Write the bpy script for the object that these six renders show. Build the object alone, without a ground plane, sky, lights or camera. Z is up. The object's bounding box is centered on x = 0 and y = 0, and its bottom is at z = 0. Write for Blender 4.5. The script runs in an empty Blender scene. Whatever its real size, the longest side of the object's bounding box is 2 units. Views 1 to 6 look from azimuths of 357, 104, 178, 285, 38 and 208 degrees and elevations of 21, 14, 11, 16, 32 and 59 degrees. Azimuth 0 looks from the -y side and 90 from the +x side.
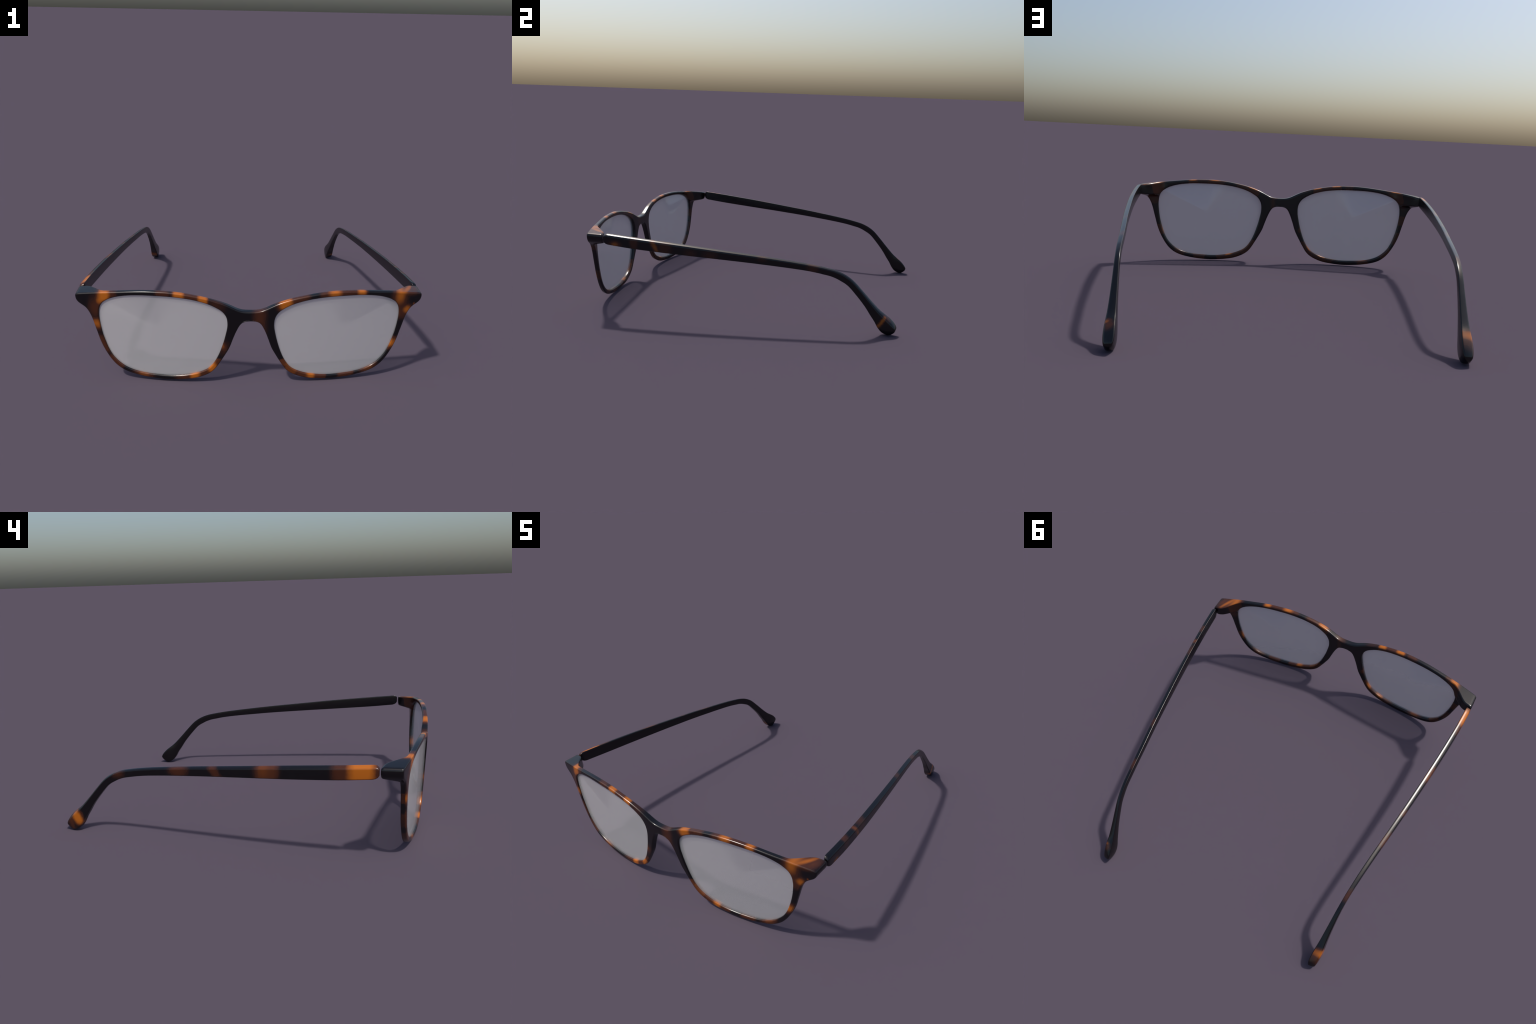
"""Tortoiseshell eyeglasses: one-piece acetate front with bridge and end pieces,
two pale translucent lenses, two temple arms with flared ear tips."""
import bpy, bmesh, math
from mathutils import Vector

# ------------------------------------------------------------------ helpers
def lerp(a, b, t):
    return a + (b - a) * t

def smooth(a, b, x):
    t = min(1.0, max(0.0, (x - a) / (b - a)))
    return t * t * (3 - 2 * t)

def catmull(pts, n, closed=False):
    """Centripetal-free Catmull-Rom through pts, n samples per span."""
    out, m = [], len(pts)
    spans = m if closed else m - 1
    for i in range(spans):
        if closed:
            p0, p1, p2, p3 = (pts[(i + k - 1) % m] for k in range(4))
        else:
            p1, p2 = pts[i], pts[i + 1]
            p0 = pts[i - 1] if i else tuple(2 * a - b for a, b in zip(p1, p2))
            p3 = pts[i + 2] if i + 2 < m else tuple(2 * b - a for a, b in zip(p1, p2))
        for k in range(n):
            t = k / n
            out.append(tuple(0.5 * (2 * b + (c - a) * t + (2 * a - 5 * b + 4 * c - d) * t * t
                                    + (3 * b - a - 3 * c + d) * t ** 3)
                             for a, b, c, d in zip(p0, p1, p2, p3)))
    if not closed:
        out.append(tuple(pts[-1]))
    return out

def resample(path, n):
    """n+1 points evenly spaced along an open polyline."""
    acc = [0.0]
    for a, b in zip(path, path[1:]):
        acc.append(acc[-1] + math.dist(a, b))
    out, j = [], 0
    for k in range(n + 1):
        s = acc[-1] * k / n
        while j < len(path) - 2 and acc[j + 1] < s:
            j += 1
        t = (s - acc[j]) / max(1e-9, acc[j + 1] - acc[j])
        out.append(tuple(lerp(a, b, min(1, max(0, t))) for a, b in zip(path[j], path[j + 1])))
    return out

def finish(name, bm, material, parent):
    me = bpy.data.meshes.new(name)
    bmesh.ops.recalc_face_normals(bm, faces=bm.faces)
    bm.to_mesh(me)
    bm.free()
    for p in me.polygons:
        p.use_smooth = True
    me.materials.append(material)
    ob = bpy.data.objects.new(name, me)
    bpy.context.scene.collection.objects.link(ob)
    ob.parent = parent
    return ob

# ------------------------------------------------------------------ materials
BLACK, BROWN, ORANGE = (0.0035, 0.0028, 0.0034, 1), (0.060, 0.0165, 0.0055, 1), (0.43, 0.118, 0.007, 1)

def blotch_group():
    """Soft-edged elliptical patch: 1 inside, 0 outside."""
    g = bpy.data.node_groups.new("blotch", "ShaderNodeTree")
    for nm, kind in (("Vector", "NodeSocketVector"), ("Centre", "NodeSocketVector"), ("Stretch", "NodeSocketVector"),
                     ("Soft", "NodeSocketFloat"), ("Tone", "NodeSocketFloat"), ("Below", "NodeSocketFloat")):
        g.interface.new_socket(nm, in_out="INPUT", socket_type=kind)
    g.interface.new_socket("Tone", in_out="OUTPUT", socket_type="NodeSocketFloat")
    n, l = g.nodes, g.links
    i, o = n.new("NodeGroupInput"), n.new("NodeGroupOutput")
    sub = n.new("ShaderNodeVectorMath"); sub.operation = "SUBTRACT"
    mul = n.new("ShaderNodeVectorMath"); mul.operation = "MULTIPLY"
    ln = n.new("ShaderNodeVectorMath"); ln.operation = "LENGTH"
    lo = n.new("ShaderNodeMath"); lo.operation = "SUBTRACT"; lo.inputs[0].default_value = 1.0
    hi = n.new("ShaderNodeMath"); hi.operation = "ADD"; hi.inputs[0].default_value = 1.0
    mr = n.new("ShaderNodeMapRange"); mr.interpolation_type = "SMOOTHSTEP"
    mr.inputs["To Min"].default_value, mr.inputs["To Max"].default_value = 1.0, 0.0
    tone = n.new("ShaderNodeMath"); tone.operation = "MULTIPLY"
    def power(socket, p):
        q = n.new("ShaderNodeMath"); q.operation = "POWER"; q.inputs[1].default_value = p
        l.new(socket, q.inputs[0])
        return q.outputs[0]
    mx = n.new("ShaderNodeMath"); mx.operation = "ADD"          # soft maximum of this patch and those below
    l.new(i.outputs["Vector"], sub.inputs[0]); l.new(i.outputs["Centre"], sub.inputs[1])
    l.new(sub.outputs[0], mul.inputs[0]); l.new(i.outputs["Stretch"], mul.inputs[1])
    l.new(mul.outputs[0], ln.inputs[0])
    l.new(i.outputs["Soft"], lo.inputs[1]); l.new(i.outputs["Soft"], hi.inputs[1])
    l.new(ln.outputs["Value"], mr.inputs["Value"])
    l.new(lo.outputs[0], mr.inputs["From Min"]); l.new(hi.outputs[0], mr.inputs["From Max"])
    l.new(mr.outputs["Result"], tone.inputs[0]); l.new(i.outputs["Tone"], tone.inputs[1])
    l.new(power(tone.outputs[0], 3.0), mx.inputs[0]); l.new(power(i.outputs["Below"], 3.0), mx.inputs[1])
    l.new(power(mx.outputs[0], 1 / 3), o.inputs[0])
    return g

BLOTCH = blotch_group()

def tortoise(name, blotches, plane, inner_side=0):
    """Glossy near-black acetate with brown and amber patches.
    plane 'xz': patches run straight through the front; 'yz': through an arm.
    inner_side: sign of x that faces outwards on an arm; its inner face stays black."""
    m = bpy.data.materials.new(name)
    m.use_nodes = True
    n, l = m.node_tree.nodes, m.node_tree.links
    bsdf = n["Principled BSDF"]
    tc = n.new("ShaderNodeTexCoord")
    flat = n.new("ShaderNodeVectorMath"); flat.operation = "MULTIPLY"
    flat.inputs[1].default_value = (1, 0, 1) if plane == "xz" else (0, 1, 1)
    l.new(tc.outputs["Object"], flat.inputs[0])
    noise = n.new("ShaderNodeTexNoise")
    noise.inputs["Scale"].default_value, noise.inputs["Detail"].default_value = 22.0, 3.0
    l.new(flat.outputs[0], noise.inputs["Vector"])
    wob = n.new("ShaderNodeVectorMath"); wob.operation = "MULTIPLY_ADD"
    off = n.new("ShaderNodeVectorMath"); off.operation = "SUBTRACT"; off.inputs[1].default_value = (0.5, 0.5, 0.5)
    l.new(noise.outputs["Color"], off.inputs[0])
    l.new(off.outputs[0], wob.inputs[0]); wob.inputs[1].default_value = (0.016, 0.0, 0.016) if plane == "xz" else (0.0, 0.028, 0.014)
    l.new(tc.outputs["Object"], wob.inputs[2])
    last = None
    for a, z, ra, rz, tone, soft, *deep in blotches:
        c, rc, slant = (*deep, 0, 0, 0)[:3]   # optional place and half size in the other direction, slant
        g = n.new("ShaderNodeGroup"); g.node_tree = BLOTCH
        source = wob.outputs[0]
        if slant:                       # lean the patch: shift it along with the third (front) or height (arm)
            dot = n.new("ShaderNodeVectorMath"); dot.operation = "DOT_PRODUCT"
            dot.inputs[1].default_value = (0, slant, 0) if plane == "xz" else (0, 0, slant)
            sh = n.new("ShaderNodeCombineXYZ")
            add = n.new("ShaderNodeVectorMath"); add.operation = "SUBTRACT"
            l.new(source, dot.inputs[0]); l.new(dot.outputs["Value"], sh.inputs["X" if plane == "xz" else "Y"])
            l.new(source, add.inputs[0]); l.new(sh.outputs[0], add.inputs[1])
            source = add.outputs[0]
            a -= slant * (c if plane == "xz" else z)
        l.new(source, g.inputs["Vector"])
        g.inputs["Centre"].default_value = (a, c, z) if plane == "xz" else (c, a, z)
        k = 1 / rc if rc else 0
        g.inputs["Stretch"].default_value = (1 / ra, k, 1 / rz) if plane == "xz" else (k, 1 / ra, 1 / rz)
        g.inputs["Soft"].default_value, g.inputs["Tone"].default_value = min(0.98, soft * 1.3), tone
        if last:
            l.new(last, g.inputs["Below"])
        last = g.outputs["Tone"]
    mask = last
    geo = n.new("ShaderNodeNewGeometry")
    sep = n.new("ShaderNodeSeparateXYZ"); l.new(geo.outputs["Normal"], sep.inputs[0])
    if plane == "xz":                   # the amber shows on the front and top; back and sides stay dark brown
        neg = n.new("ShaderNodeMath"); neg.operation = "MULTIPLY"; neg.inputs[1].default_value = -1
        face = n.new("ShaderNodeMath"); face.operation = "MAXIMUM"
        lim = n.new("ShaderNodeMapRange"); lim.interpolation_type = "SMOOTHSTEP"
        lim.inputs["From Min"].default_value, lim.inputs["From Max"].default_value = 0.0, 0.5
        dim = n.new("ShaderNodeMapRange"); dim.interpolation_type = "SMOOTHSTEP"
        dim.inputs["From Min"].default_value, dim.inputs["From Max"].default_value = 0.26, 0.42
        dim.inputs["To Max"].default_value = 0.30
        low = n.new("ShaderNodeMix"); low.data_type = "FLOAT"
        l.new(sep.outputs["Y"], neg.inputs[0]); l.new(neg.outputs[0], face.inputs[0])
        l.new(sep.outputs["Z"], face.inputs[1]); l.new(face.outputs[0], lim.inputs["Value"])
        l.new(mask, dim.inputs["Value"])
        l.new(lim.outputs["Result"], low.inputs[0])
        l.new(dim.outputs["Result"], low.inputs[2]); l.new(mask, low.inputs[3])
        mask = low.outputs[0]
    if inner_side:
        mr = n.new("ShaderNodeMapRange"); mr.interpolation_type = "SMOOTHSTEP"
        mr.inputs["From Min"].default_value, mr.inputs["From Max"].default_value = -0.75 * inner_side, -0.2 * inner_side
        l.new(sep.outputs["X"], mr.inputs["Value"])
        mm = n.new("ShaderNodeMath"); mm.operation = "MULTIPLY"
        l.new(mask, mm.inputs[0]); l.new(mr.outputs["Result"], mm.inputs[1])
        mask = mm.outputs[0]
    ramp = n.new("ShaderNodeValToRGB")
    e = ramp.color_ramp.elements
    e[0].position, e[0].color = 0.0, BLACK
    e[1].position, e[1].color = 1.0, ORANGE
    b = e.new(0.4); b.color = BROWN
    l.new(mask, ramp.inputs[0])
    l.new(ramp.outputs[0], bsdf.inputs["Base Color"])
    bsdf.inputs["Roughness"].default_value = 0.22
    bsdf.inputs["IOR"].default_value = 1.5
    return m

def lens_material():
    m = bpy.data.materials.new("pale_translucent_lens")
    m.use_nodes = True
    b = m.node_tree.nodes["Principled BSDF"]
    b.inputs["Base Color"].default_value = (0.715, 0.71, 0.70, 1)
    b.inputs["Roughness"].default_value = 0.15
    b.inputs["IOR"].default_value = 2.2
    b.inputs["Alpha"].default_value = 0.38
    return m

# patches on the front: x, z, half width, half height, tone (0.4 brown, 1 amber), softness
FRONT = [
    # bridge and +x eye, top bar from the nose outwards
    (0.047, 0.415, 0.028, 0.20, 0.36, 0.75),
    (0.184, 0.485, 0.040, 0.045, 0.93, 0.5), (0.262, 0.515, 0.048, 0.05, 0.38, 0.3),
    (0.402, 0.537, 0.034, 0.05, 0.36, 0.5), (0.446, 0.537, 0.036, 0.05, 0.88, 0.6),
    (0.525, 0.537, 0.054, 0.05, 0.34, 0.25), (0.592, 0.535, 0.025, 0.05, 0.90, 0.6),
    # end piece: amber vein running back over the top, dark outer corner
    (0.816, 0.465, 0.040, 0.075, 0.36, 0.5), (0.812, 0.503, 0.032, 0.050, 0.84, 0.75),
    (0.868, 0.519, 0.016, 0.019, 0.76, 0.9, -0.852, 0.075, 0.54),
    (0.835, 0.519, 0.040, 0.016, 0.36, 0.6), (0.908, 0.519, 0.026, 0.019, 0.40, 0.6, -0.850, 0.045, 0.3),
    (0.862, 0.511, 0.050, 0.015, 0.36, 0.9),
    (0.838, 0.395, 0.034, 0.034, 0.36, 0.5), (0.860, 0.414, 0.023, 0.024, 0.85, 0.75),
    (0.895, 0.444, 0.008, 0.009, 0.50, 0.5),
    # outer side, bottom and nose side
    (0.800, 0.207, 0.06, 0.043, 0.40, 0.25), (0.802, 0.207, 0.042, 0.025, 0.88, 0.7),
    (0.668, 0.060, 0.044, 0.05, 0.46, 0.5), (0.538, 0.032, 0.047, 0.05, 0.40, 0.25),
    (0.385, 0.030, 0.040, 0.05, 0.40, 0.15), (0.337, 0.034, 0.024, 0.05, 0.90, 0.6),
    (0.288, 0.048, 0.035, 0.05, 0.42, 0.3), (0.228, 0.092, 0.042, 0.055, 0.52, 0.3),
    (0.184, 0.128, 0.030, 0.024, 0.45, 0.2),
    # -x eye, top bar
    (-0.185, 0.485, 0.038, 0.05, 0.22, 0.8), (-0.256, 0.510, 0.028, 0.05, 0.93, 0.45),
    (-0.318, 0.525, 0.042, 0.05, 0.38, 0.25), (-0.383, 0.533, 0.032, 0.05, 0.93, 0.45),
    (-0.466, 0.536, 0.036, 0.05, 0.36, 0.4),
    (-0.832, 0.430, 0.030, 0.055, 0.34, 0.65), (-0.780, 0.512, 0.034, 0.05, 0.93, 0.5),
    (-0.806, 0.478, 0.020, 0.03, 0.75, 0.8), (-0.735, 0.520, 0.018, 0.04, 0.34, 0.7),
    # outer side, bottom, nose side
    (-0.830, 0.333, 0.06, 0.038, 0.40, 0.4), (-0.834, 0.334, 0.05, 0.026, 0.72, 0.75),
    (-0.800, 0.210, 0.06, 0.056, 0.38, 0.3), (-0.738, 0.104, 0.050, 0.053, 0.40, 0.2),
    (-0.587, 0.036, 0.046, 0.05, 0.52, 0.6), (-0.360, 0.030, 0.040, 0.05, 0.38, 0.6),
    (-0.303, 0.039, 0.028, 0.05, 0.93, 0.55), (-0.255, 0.055, 0.034, 0.05, 0.40, 0.25),
    (-0.203, 0.092, 0.029, 0.037, 0.93, 0.45), (-0.172, 0.128, 0.028, 0.028, 0.42, 0.2),
    (-0.145, 0.229, 0.014, 0.022, 0.50, 0.75), (-0.140, 0.215, 0.025, 0.04, 0.2, 0.7),
]
# patches on the arms: y, z, half length, half height, tone, softness (, x, half width)
ARM_LEFT = [  # the arm at -x
    (-0.700, 0.48, 0.064, 0.14, 0.97, 0.42), (-0.612, 0.47, 0.052, 0.12, 0.37, 0.35),
    (-0.235, 0.445, 0.060, 0.10, 0.42, 0.28), (-0.215, 0.455, 0.038, 0.06, 0.34, 0.9),
    (0.050, 0.424, 0.026, 0.050, 0.37, 0.55, 0, 0, 0.7),
    (0.257, 0.410, 0.052, 0.032, 0.38, 0.45), (0.630, 0.360, 0.030, 0.022, 0.30, 0.8),
    (0.912, 0.082, 0.034, 0.044, 0.95, 0.45, 0, 0, 0.25), (0.955, 0.05, 0.020, 0.06, 0.40, 0.8),
]
ARM_RIGHT = [  # the arm at +x
    (-0.705, 0.452, 0.030, 0.018, 0.72, 0.75), (-0.584, 0.49, 0.026, 0.07, 0.33, 0.4),
    (-0.455, 0.455, 0.016, 0.045, 0.68, 0.7, 0, 0, -0.5),
    (-0.395, 0.45, 0.040, 0.06, 0.30, 0.5),
    (-0.24, 0.425, 0.03, 0.025, 0.24, 0.7), (-0.12, 0.42, 0.035, 0.025, 0.24, 0.7),
    (0.190, 0.43, 0.025, 0.025, 0.26, 0.6), (0.487, 0.395, 0.032, 0.05, 0.30, 0.5),
    (0.912, 0.092, 0.014, 0.07, 0.80, 0.7, 0.744, 0.024, 0.6),
    (0.945, 0.105, 0.018, 0.03, 0.40, 0.6, 0.726, 0.020),
]

# ------------------------------------------------------------------ front
def front_y(x, z):
    """Face-form curve and slight lean of the front surface."""
    return -0.9985 + 0.125 * x * x + 0.04 * (0.447 - z)

def thickness(x, z):
    """Depth of the front behind that surface: slim rims, deep end pieces."""
    x = abs(x)
    rim = 0.029 + 0.010 * (1 - smooth(0.04, 0.24, x))
    return rim + 0.076 * smooth(0.775, 0.895, x) * smooth(0.425, 0.450, z)

ROUND = 0.0085        # radius of the rounded rim edges

# right half, sections between matched corners: (outer edge points, inner edge points, samples)
SECTIONS = [
    ([(0, .4425), (.026, .4425), (.058, .447), (.095, .465), (.141, .488)],
     [(.146, .433), (.159, .446), (.175, .457)], 14),
    ([(.141, .488), (.181, .502), (.228, .516), (.295, .530), (.363, .541), (.431, .547), (.51, .5485)],
     [(.175, .457), (.209, .476), (.249, .491), (.313, .507), (.381, .516), (.450, .5205), (.528, .5215)], 34),
    ([(.51, .5485), (.570, .5465), (.640, .541), (.715, .533), (.792, .525)],
     [(.528, .5215), (.585, .5205), (.642, .516), (.687, .509), (.722, .500)], 30),
    ([(.792, .525), (.864, .5155), (.923, .5072)], [(.722, .500), (.757, .486), (.786, .467)], 20),
    ([(.923, .5072), (.9325, .505), (.9378, .5003), (.9398, .4920), (.9393, .482), (.936, .467), (.925, .4508)], [(.786, .467), (.795, .457), (.803, .445)], 16),
    ([(.925, .4508), (.904, .4375), (.885, .423), (.871, .402), (.859, .376)],
     [(.803, .445), (.811, .424), (.815, .389), (.8145, .362)], 18),
    ([(.859, .376), (.850, .346), (.842, .313), (.832, .276), (.822, .236), (.807, .193), (.788, .153), (.767, .117), (.740, .083)],
     [(.8145, .362), (.809, .313), (.801, .270), (.790, .229), (.774, .181), (.750, .135), (.717, .099)], 40),
    ([(.740, .083), (.705, .057), (.672, .042), (.627, .029), (.555, .016), (.470, .009)],
     [(.717, .099), (.682, .075), (.635, .057), (.575, .044), (.474, .0365)], 30),
    ([(.470, .009), (.424, .010), (.364, .015), (.310, .023), (.262, .039), (.229, .055), (.201, .076), (.181, .102)],
     [(.474, .0365), (.422, .037), (.360, .044), (.302, .057), (.252, .077), (.226, .093), (.205, .116)], 30),
    ([(.181, .102), (.157, .141), (.134, .182), (.113, .222), (.095, .275), (.077, .323), (.061, .357)],
     [(.205, .116), (.182, .155), (.161, .207), (.142, .270), (.131, .319)], 32),
    ([(.061, .357), (.046, .3745), (.024, .383), (0, .3845)], [(.131, .319), (.127, .340), (.125, .362)], 14),
    ([(0, .3845 + ROUND), (0, .4425 - ROUND)], [(.125, .362), (.127, .394), (.135, .417), (.146, .433)], 10),
]

def loop(which):
    """One closed contour, smooth inside each matched section."""
    pts = []
    for outer, inner, n in SECTIONS:
        path = outer if which == "outer" else inner
        pts += resample(catmull(path, 12), n)[:-1]
    if which == "outer":                 # on the middle line: whole steps between the two insets
        n, (x0, z0), (x1, z1) = SECTIONS[-1][2], *SECTIONS[-1][0]
        pts[-n:] = [(0, .3845)] + [(0, lerp(z0, z1, (k + 1) / n)) for k in range(n - 1)]
    return pts

def smoothed(pts, rounds, keep):
    """Relax the tiny kinks where sections meet, leaving sharp corners alone."""
    m = len(pts)
    for _ in range(rounds):
        pts = [p if keep(p) else tuple(0.25 * a + 0.5 * b + 0.25 * c
               for a, b, c in zip(pts[i - 1], p, pts[(i + 1) % m])) for i, p in enumerate(pts)]
    return pts

def inset(pts, dist, skip=()):
    """Each point moved dist into the rim, mitred; the contour runs clockwise."""
    out, m = [], len(pts)
    for i, p in enumerate(pts):
        a, b = pts[i - 1], pts[(i + 1) % m]
        if i in skip:
            out.append(p)
            continue
        d1 = Vector((p[0] - a[0], p[1] - a[1])).normalized()
        d2 = Vector((b[0] - p[0], b[1] - p[1])).normalized()
        n1, n2 = Vector((d1.y, -d1.x)), Vector((d2.y, -d2.x))
        n = (n1 + n2).normalized()
        out.append(tuple(Vector(p) + n * dist / max(0.5, n.dot(n1))))
    return out

OUTER = smoothed(loop("outer"), 4, lambda p: p[0] < 0.012)
INNER = smoothed(loop("inner"), 5, lambda p: False)
OUTER = [(x, z - 0.002 * (1 - smooth(0.03, 0.15, z))) for x, z in OUTER]
INNER = [(x, z - 0.002 * (1 - smooth(0.05, 0.15, z))) for x, z in INNER]
SEAM = SECTIONS[-1][2]

def build_front(parent, material):
    bm = bmesh.new()
    shared = {}
    def vert(x, z, y, layer):
        if abs(x) < 1e-6:                # both halves share the middle line
            key = (round(z, 5), layer)
            if key not in shared:
                shared[key] = bm.verts.new((0, y, z))
            return shared[key]
        return bm.verts.new((x, y, z))
    total = len(OUTER)
    first_seam = total - SEAM + 1        # columns that start on the middle line, without an outer wall
    seam = set(range(first_seam, total))
    nose = {0: -1, first_seam - 1: 1}    # top and bottom of the bridge on the middle line
    arc = [math.radians(a) for a in (0, 22, 45, 68, 90)]
    flats = 6
    def contour_rows(path, sign):
        """The contour stepped inwards along a quarter-round edge."""
        return [inset(path, sign * ROUND * (1 - math.cos(a)), seam if sign > 0 else ()) for a in arc]
    outer_rows, inner_rows = contour_rows(OUTER, 1), contour_rows(INNER, -1)
    for a, row in zip(arc, outer_rows):
        for t, up in nose.items():
            row[t] = (0, OUTER[t][1] + up * ROUND * (1 - math.cos(a)))
    sink = [ROUND * (1 - math.sin(a)) for a in arc]
    for side in (1, -1):
        F, Bk = [], []
        for t in range(total):
            o, i = outer_rows[-1][t], inner_rows[-1][t]
            rows = [(r[t], d) for r, d in zip(outer_rows, sink)]
            rows += [(tuple(lerp(p, q, k / flats) for p, q in zip(o, i)), 0) for k in range(1, flats)]
            rows += [(r[t], d) for r, d in zip(inner_rows[::-1], sink[::-1])]
            f, bk = [], []
            for j, ((x, z), d) in enumerate(rows):
                if j < len(arc) - 1 and t in seam:
                    f.append(None); bk.append(None)
                    continue
                x *= side
                y = front_y(x, z)
                f.append(vert(x, z, y + d, 0))
                depth = thickness(x, z)         # deeper parts get a fuller back edge
                if j < len(arc):                # the lower rim flares down slightly towards the back
                    z -= 0.004 * (1 - smooth(0.02, 0.14, z))
                bk.append(vert(x, z, y + depth - d * (1 + 0.7 * smooth(0.04, 0.1, depth)), 1))
            F.append(f); Bk.append(bk)
        k = len(F[0])
        for t in range(total):
            u = (t + 1) % total
            for j in range(k - 1):
                for layer, flip in ((F, False), (Bk, True)):
                    q = [layer[t][j], layer[u][j], layer[u][j + 1], layer[t][j + 1]]
                    if None in q:
                        continue
                    bm.faces.new(q[::-1] if flip else q)
            bm.faces.new((F[t][-1], F[u][-1], Bk[u][-1], Bk[t][-1]))
            if F[t][0] and F[u][0]:
                bm.faces.new((F[t][0], Bk[t][0], Bk[u][0], F[u][0]))
    ob = finish("front_frame", bm, material, parent)
    wn = ob.modifiers.new("even_shading", "WEIGHTED_NORMAL")
    wn.weight, wn.keep_sharp = 60, True
    return ob

# ------------------------------------------------------------------ lenses
LENS_FRONT, LENS_BACK = 0.008, 0.016        # depth of the two faces behind the frame's front

def build_lens(parent, material, side):
    """Thin plate let into the rim. The plate is even; custom shading normals are bent a
    little outwards near the upper outer rim, drawing a sky-reflection wedge behind, a shade streak in front."""
    rim = INNER[::3]
    m = len(rim)
    cx = sum(p[0] for p in rim) / m
    cz = sum(p[1] for p in rim) / m + 0.012
    verts, faces, normals = [], [], []
    def lean(x, angle, r, back):
        if back:   # sharp start at 27 degrees, fading towards the nose
            a = 17 * (1 - smooth(80, 135, angle)) * smooth(25, 29, angle) * (0.6 + 0.4 * r if r else 0)
            n = (-0.25 * x * side, 1, math.tan(math.radians(a) + 0.04))
        else:
            a = 9 * math.exp(-((angle - 33) / 17) ** 2) * r
            k = math.sin(math.radians(a))
            n = ((k * 0.9 + 0.25 * x) * side, -1, k * 0.35 - 0.04)
        return Vector(n).normalized()
    scales = (1.0, 0.75, 0.5, 0.25, 0.0)
    for depth, back in ((LENS_FRONT, False), (LENS_BACK, True)):
        base = len(verts)
        for s in scales[:-1]:
            for x, z in rim:
                ang = math.degrees(math.atan2(z - cz, x - cx))
                k = s + (0.004 / math.dist((x, z), (cx, cz)) if s == 1 else 0)
                px, pz = cx + (x - cx) * k, cz + (z - cz) * k
                verts.append((px * side, front_y(px, pz) + depth, pz))
                normals.append(lean(px, ang, s, back))
        verts.append((cx * side, front_y(cx, cz) + depth, cz))
        normals.append(lean(cx, 0, 0, back))
        for i in range(m):
            j = (i + 1) % m
            for r in range(len(scales) - 2):
                a = base + r * m
                faces.append((a + i, a + j, a + m + j, a + m + i))
            a = base + (len(scales) - 2) * m
            faces.append((a + i, a + j, base + (len(scales) - 1) * m))
    n_face = len(verts) // 2
    for i in range(m):
        j = (i + 1) % m
        faces.append((j, i, n_face + i, n_face + j))
    # consistent winding: front faces look to -y, back faces to +y
    def wound(f):
        a, b, c = (Vector(verts[k]) for k in f[:3])
        n = (b - a).cross(c - a)
        ref = normals[f[0]] if max(f) < n_face or min(f) >= n_face else Vector((a.x - cx * side, 0, a.z - cz))
        return f if n.dot(ref) > 0 else tuple(reversed(f))
    faces = [wound(f) for f in faces]
    me = bpy.data.meshes.new("lens")
    me.from_pydata(verts, [], faces)
    for p in me.polygons:
        p.use_smooth = True
    split = []
    for p in me.polygons:
        edge = min(p.vertices) < n_face <= max(p.vertices)
        for k in p.vertices:
            split.append(tuple(p.normal) if edge else tuple(normals[k]))
    me.normals_split_custom_set(split)
    me.materials.append(material)
    ob = bpy.data.objects.new("lens", me)
    bpy.context.scene.collection.objects.link(ob)
    ob.parent = parent
    return ob

# ------------------------------------------------------------------ arms
# stations: top (y, z), bottom (y, z), sideways thickness
ARM = [
    ((-.781, .499), (-.781, .466), .018),
    ((-.777, .5065), (-.775, .456), .024),
    ((-.769, .5118), (-.763, .4485), .028),
    ((-.757, .5132), (-.748, .4445), .029),
    ((-.58, .500), (-.58, .430), .029),
    ((-.316, .479), (-.32, .414), .028),
    ((-.06, .456), (-.06, .400), .027),
    ((.19, .433), (.18, .385), .025),
    ((.45, .404), (.44, .363), .024),
    ((.584, .382), (.565, .343), .0225),
    ((.639, .367), (.612, .331), .022),
    ((.685, .346), (.652, .313), .022),
    ((.730, .314), (.698, .285), .023),
    ((.783, .260), (.750, .231), .026),
    ((.840, .199), (.802, .169), .031),
    ((.891, .148), (.838, .117), .037),
    ((.926, .121), (.864, .081), .043),
    ((.957, .097), (.886, .044), .0475),
    ((.983, .070), (.912, .016), .047),
    ((.997, .045), (.945, .002), .039),
    ((.994, .028), (.966, .003), .024),
]
# plan curve of an arm: y -> distance from the middle plane
PLAN = [(-.80, .9265), (-.60, .9135), (-.35, .888), (-.10, .8555), (.15, .8195), (.40, .7805),
        (.60, .7530), (.80, .7308), (1.0, .7142)]
PLAN_FINE = catmull(PLAN, 6)

def plan_x(y):
    for (y0, x0), (y1, x1) in zip(PLAN_FINE, PLAN_FINE[1:]):
        if y <= y1:
            return lerp(x0, x1, (y - y0) / (y1 - y0))
    return PLAN_FINE[-1][1]

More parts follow.
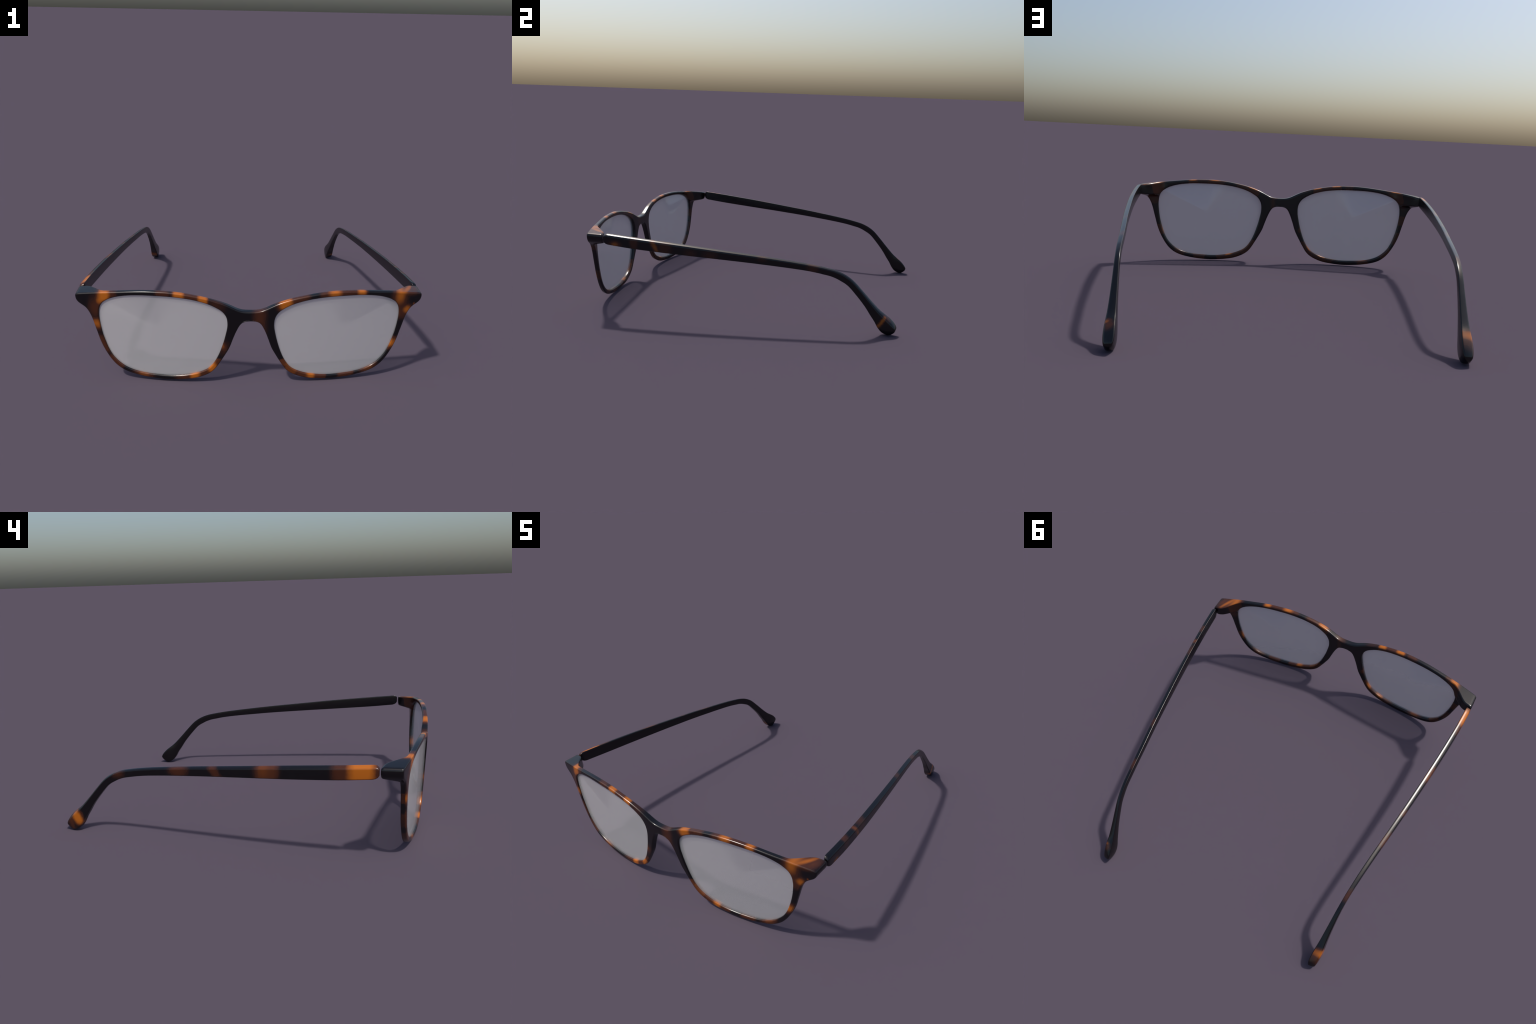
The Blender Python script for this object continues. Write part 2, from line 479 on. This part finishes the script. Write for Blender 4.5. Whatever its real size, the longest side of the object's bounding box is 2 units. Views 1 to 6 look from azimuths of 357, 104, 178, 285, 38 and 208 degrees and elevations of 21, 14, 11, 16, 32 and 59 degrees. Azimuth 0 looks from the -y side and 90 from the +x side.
# cross-section, seen with outside at +a: a in half thicknesses, b from bottom 0 to top 1
def arm_section():
    """Rounded oblong whose top slopes down to the outer face."""
    pts = []
    corners = [  # corner (a, b), and radius as a fraction
        ((-1.0, 1.00), 0.30, 0.09), ((1.0, 0.85), 0.42, 0.12), ((1.0, 0.03), 0.40, 0.10), ((-1.0, 0.0), 0.35, 0.09)]
    m = len(corners)
    for i, (c, ra, rb) in enumerate(corners):
        p, q = corners[i - 1][0], corners[(i + 1) % m][0]
        def toward(t):
            da, db = t[0] - c[0], t[1] - c[1]
            k = min(ra / max(abs(da), 1e-6), rb / max(abs(db), 1e-6))
            return (c[0] + da * k, c[1] + db * k)
        s, e = toward(p), toward(q)
        for k in range(6):
            t = k / 5
            pts.append(tuple((1 - t) ** 2 * s[d] + 2 * t * (1 - t) * c[d] + t * t * e[d] for d in (0, 1)))
    dense = []
    for i, p in enumerate(pts):           # extra points along the flats keep shading calm
        q = pts[(i + 1) % len(pts)]
        dense.append(p)
        if math.dist(p, q) > 0.35:
            dense += [tuple(lerp(x, y, k) for x, y in zip(p, q)) for k in (1 / 3, 2 / 3)]
    # slight crown on the top and outer faces
    return [(a - 0.16 * max(0, -a) * (1 - (2 * b - 1) ** 2) + 0.05 * max(0, a) * (1 - (2 * b - 1) ** 2), b + 0.035 * (1 - a * a) * (1 if b > 0.5 else -0.4)) for a, b in dense]

SECTION = arm_section()

def build_arm(parent, material, side):
    flat = [(a[0], a[1], b[0], b[1], w) for a, b, w in ARM]
    st = flat[:3] + catmull(flat[3:], 7)
    bm = bmesh.new()
    rings = []
    for yt, zt, yb, zb, w in st:
        ring = []
        for a, b in SECTION:
            y, z = lerp(yb, yt, b), lerp(zb, zt, b)
            x = plan_x(y) + a * w / 2
            ring.append(bm.verts.new((x * side, y, z)))
        rings.append(ring)
    m = len(SECTION)
    for r, s in zip(rings, rings[1:]):
        for i in range(m):
            j = (i + 1) % m
            bm.faces.new((r[i], r[j], s[j], s[i]))
    for r in (rings[0], rings[-1]):
        c = Vector((0, 0, 0))
        for v in r:
            c += v.co
        c /= m
        if r is rings[-1]:
            c.y += 0.003
        hub = bm.verts.new(c)
        mid = [bm.verts.new(lerp(v.co, c, 0.5) + (Vector((0, 0.002, -0.001)) if r is rings[-1] else Vector())) for v in r]
        for i in range(m):
            j = (i + 1) % m
            bm.faces.new((r[i], r[j], mid[j], mid[i]))
            bm.faces.new((mid[i], mid[j], hub))
    ob = finish("temple_arm", bm, material, parent)
    wn = ob.modifiers.new("even_shading", "WEIGHTED_NORMAL")
    wn.weight = 50
    return ob

# ------------------------------------------------------------------ assembly
root = bpy.data.objects.new("eyeglasses", None)
bpy.context.scene.collection.objects.link(root)
root["label"] = "tortoiseshell eyeglasses with pale rectangular lenses and open arms"
root["category"] = "eyeglasses"

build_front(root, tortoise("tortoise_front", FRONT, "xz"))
glass = lens_material()
for side in (1, -1):
    build_lens(root, glass, side)
build_arm(root, tortoise("tortoise_arm", ARM_RIGHT, "yz", 1), 1)
build_arm(root, tortoise("tortoise_arm", ARM_LEFT, "yz", -1), -1)
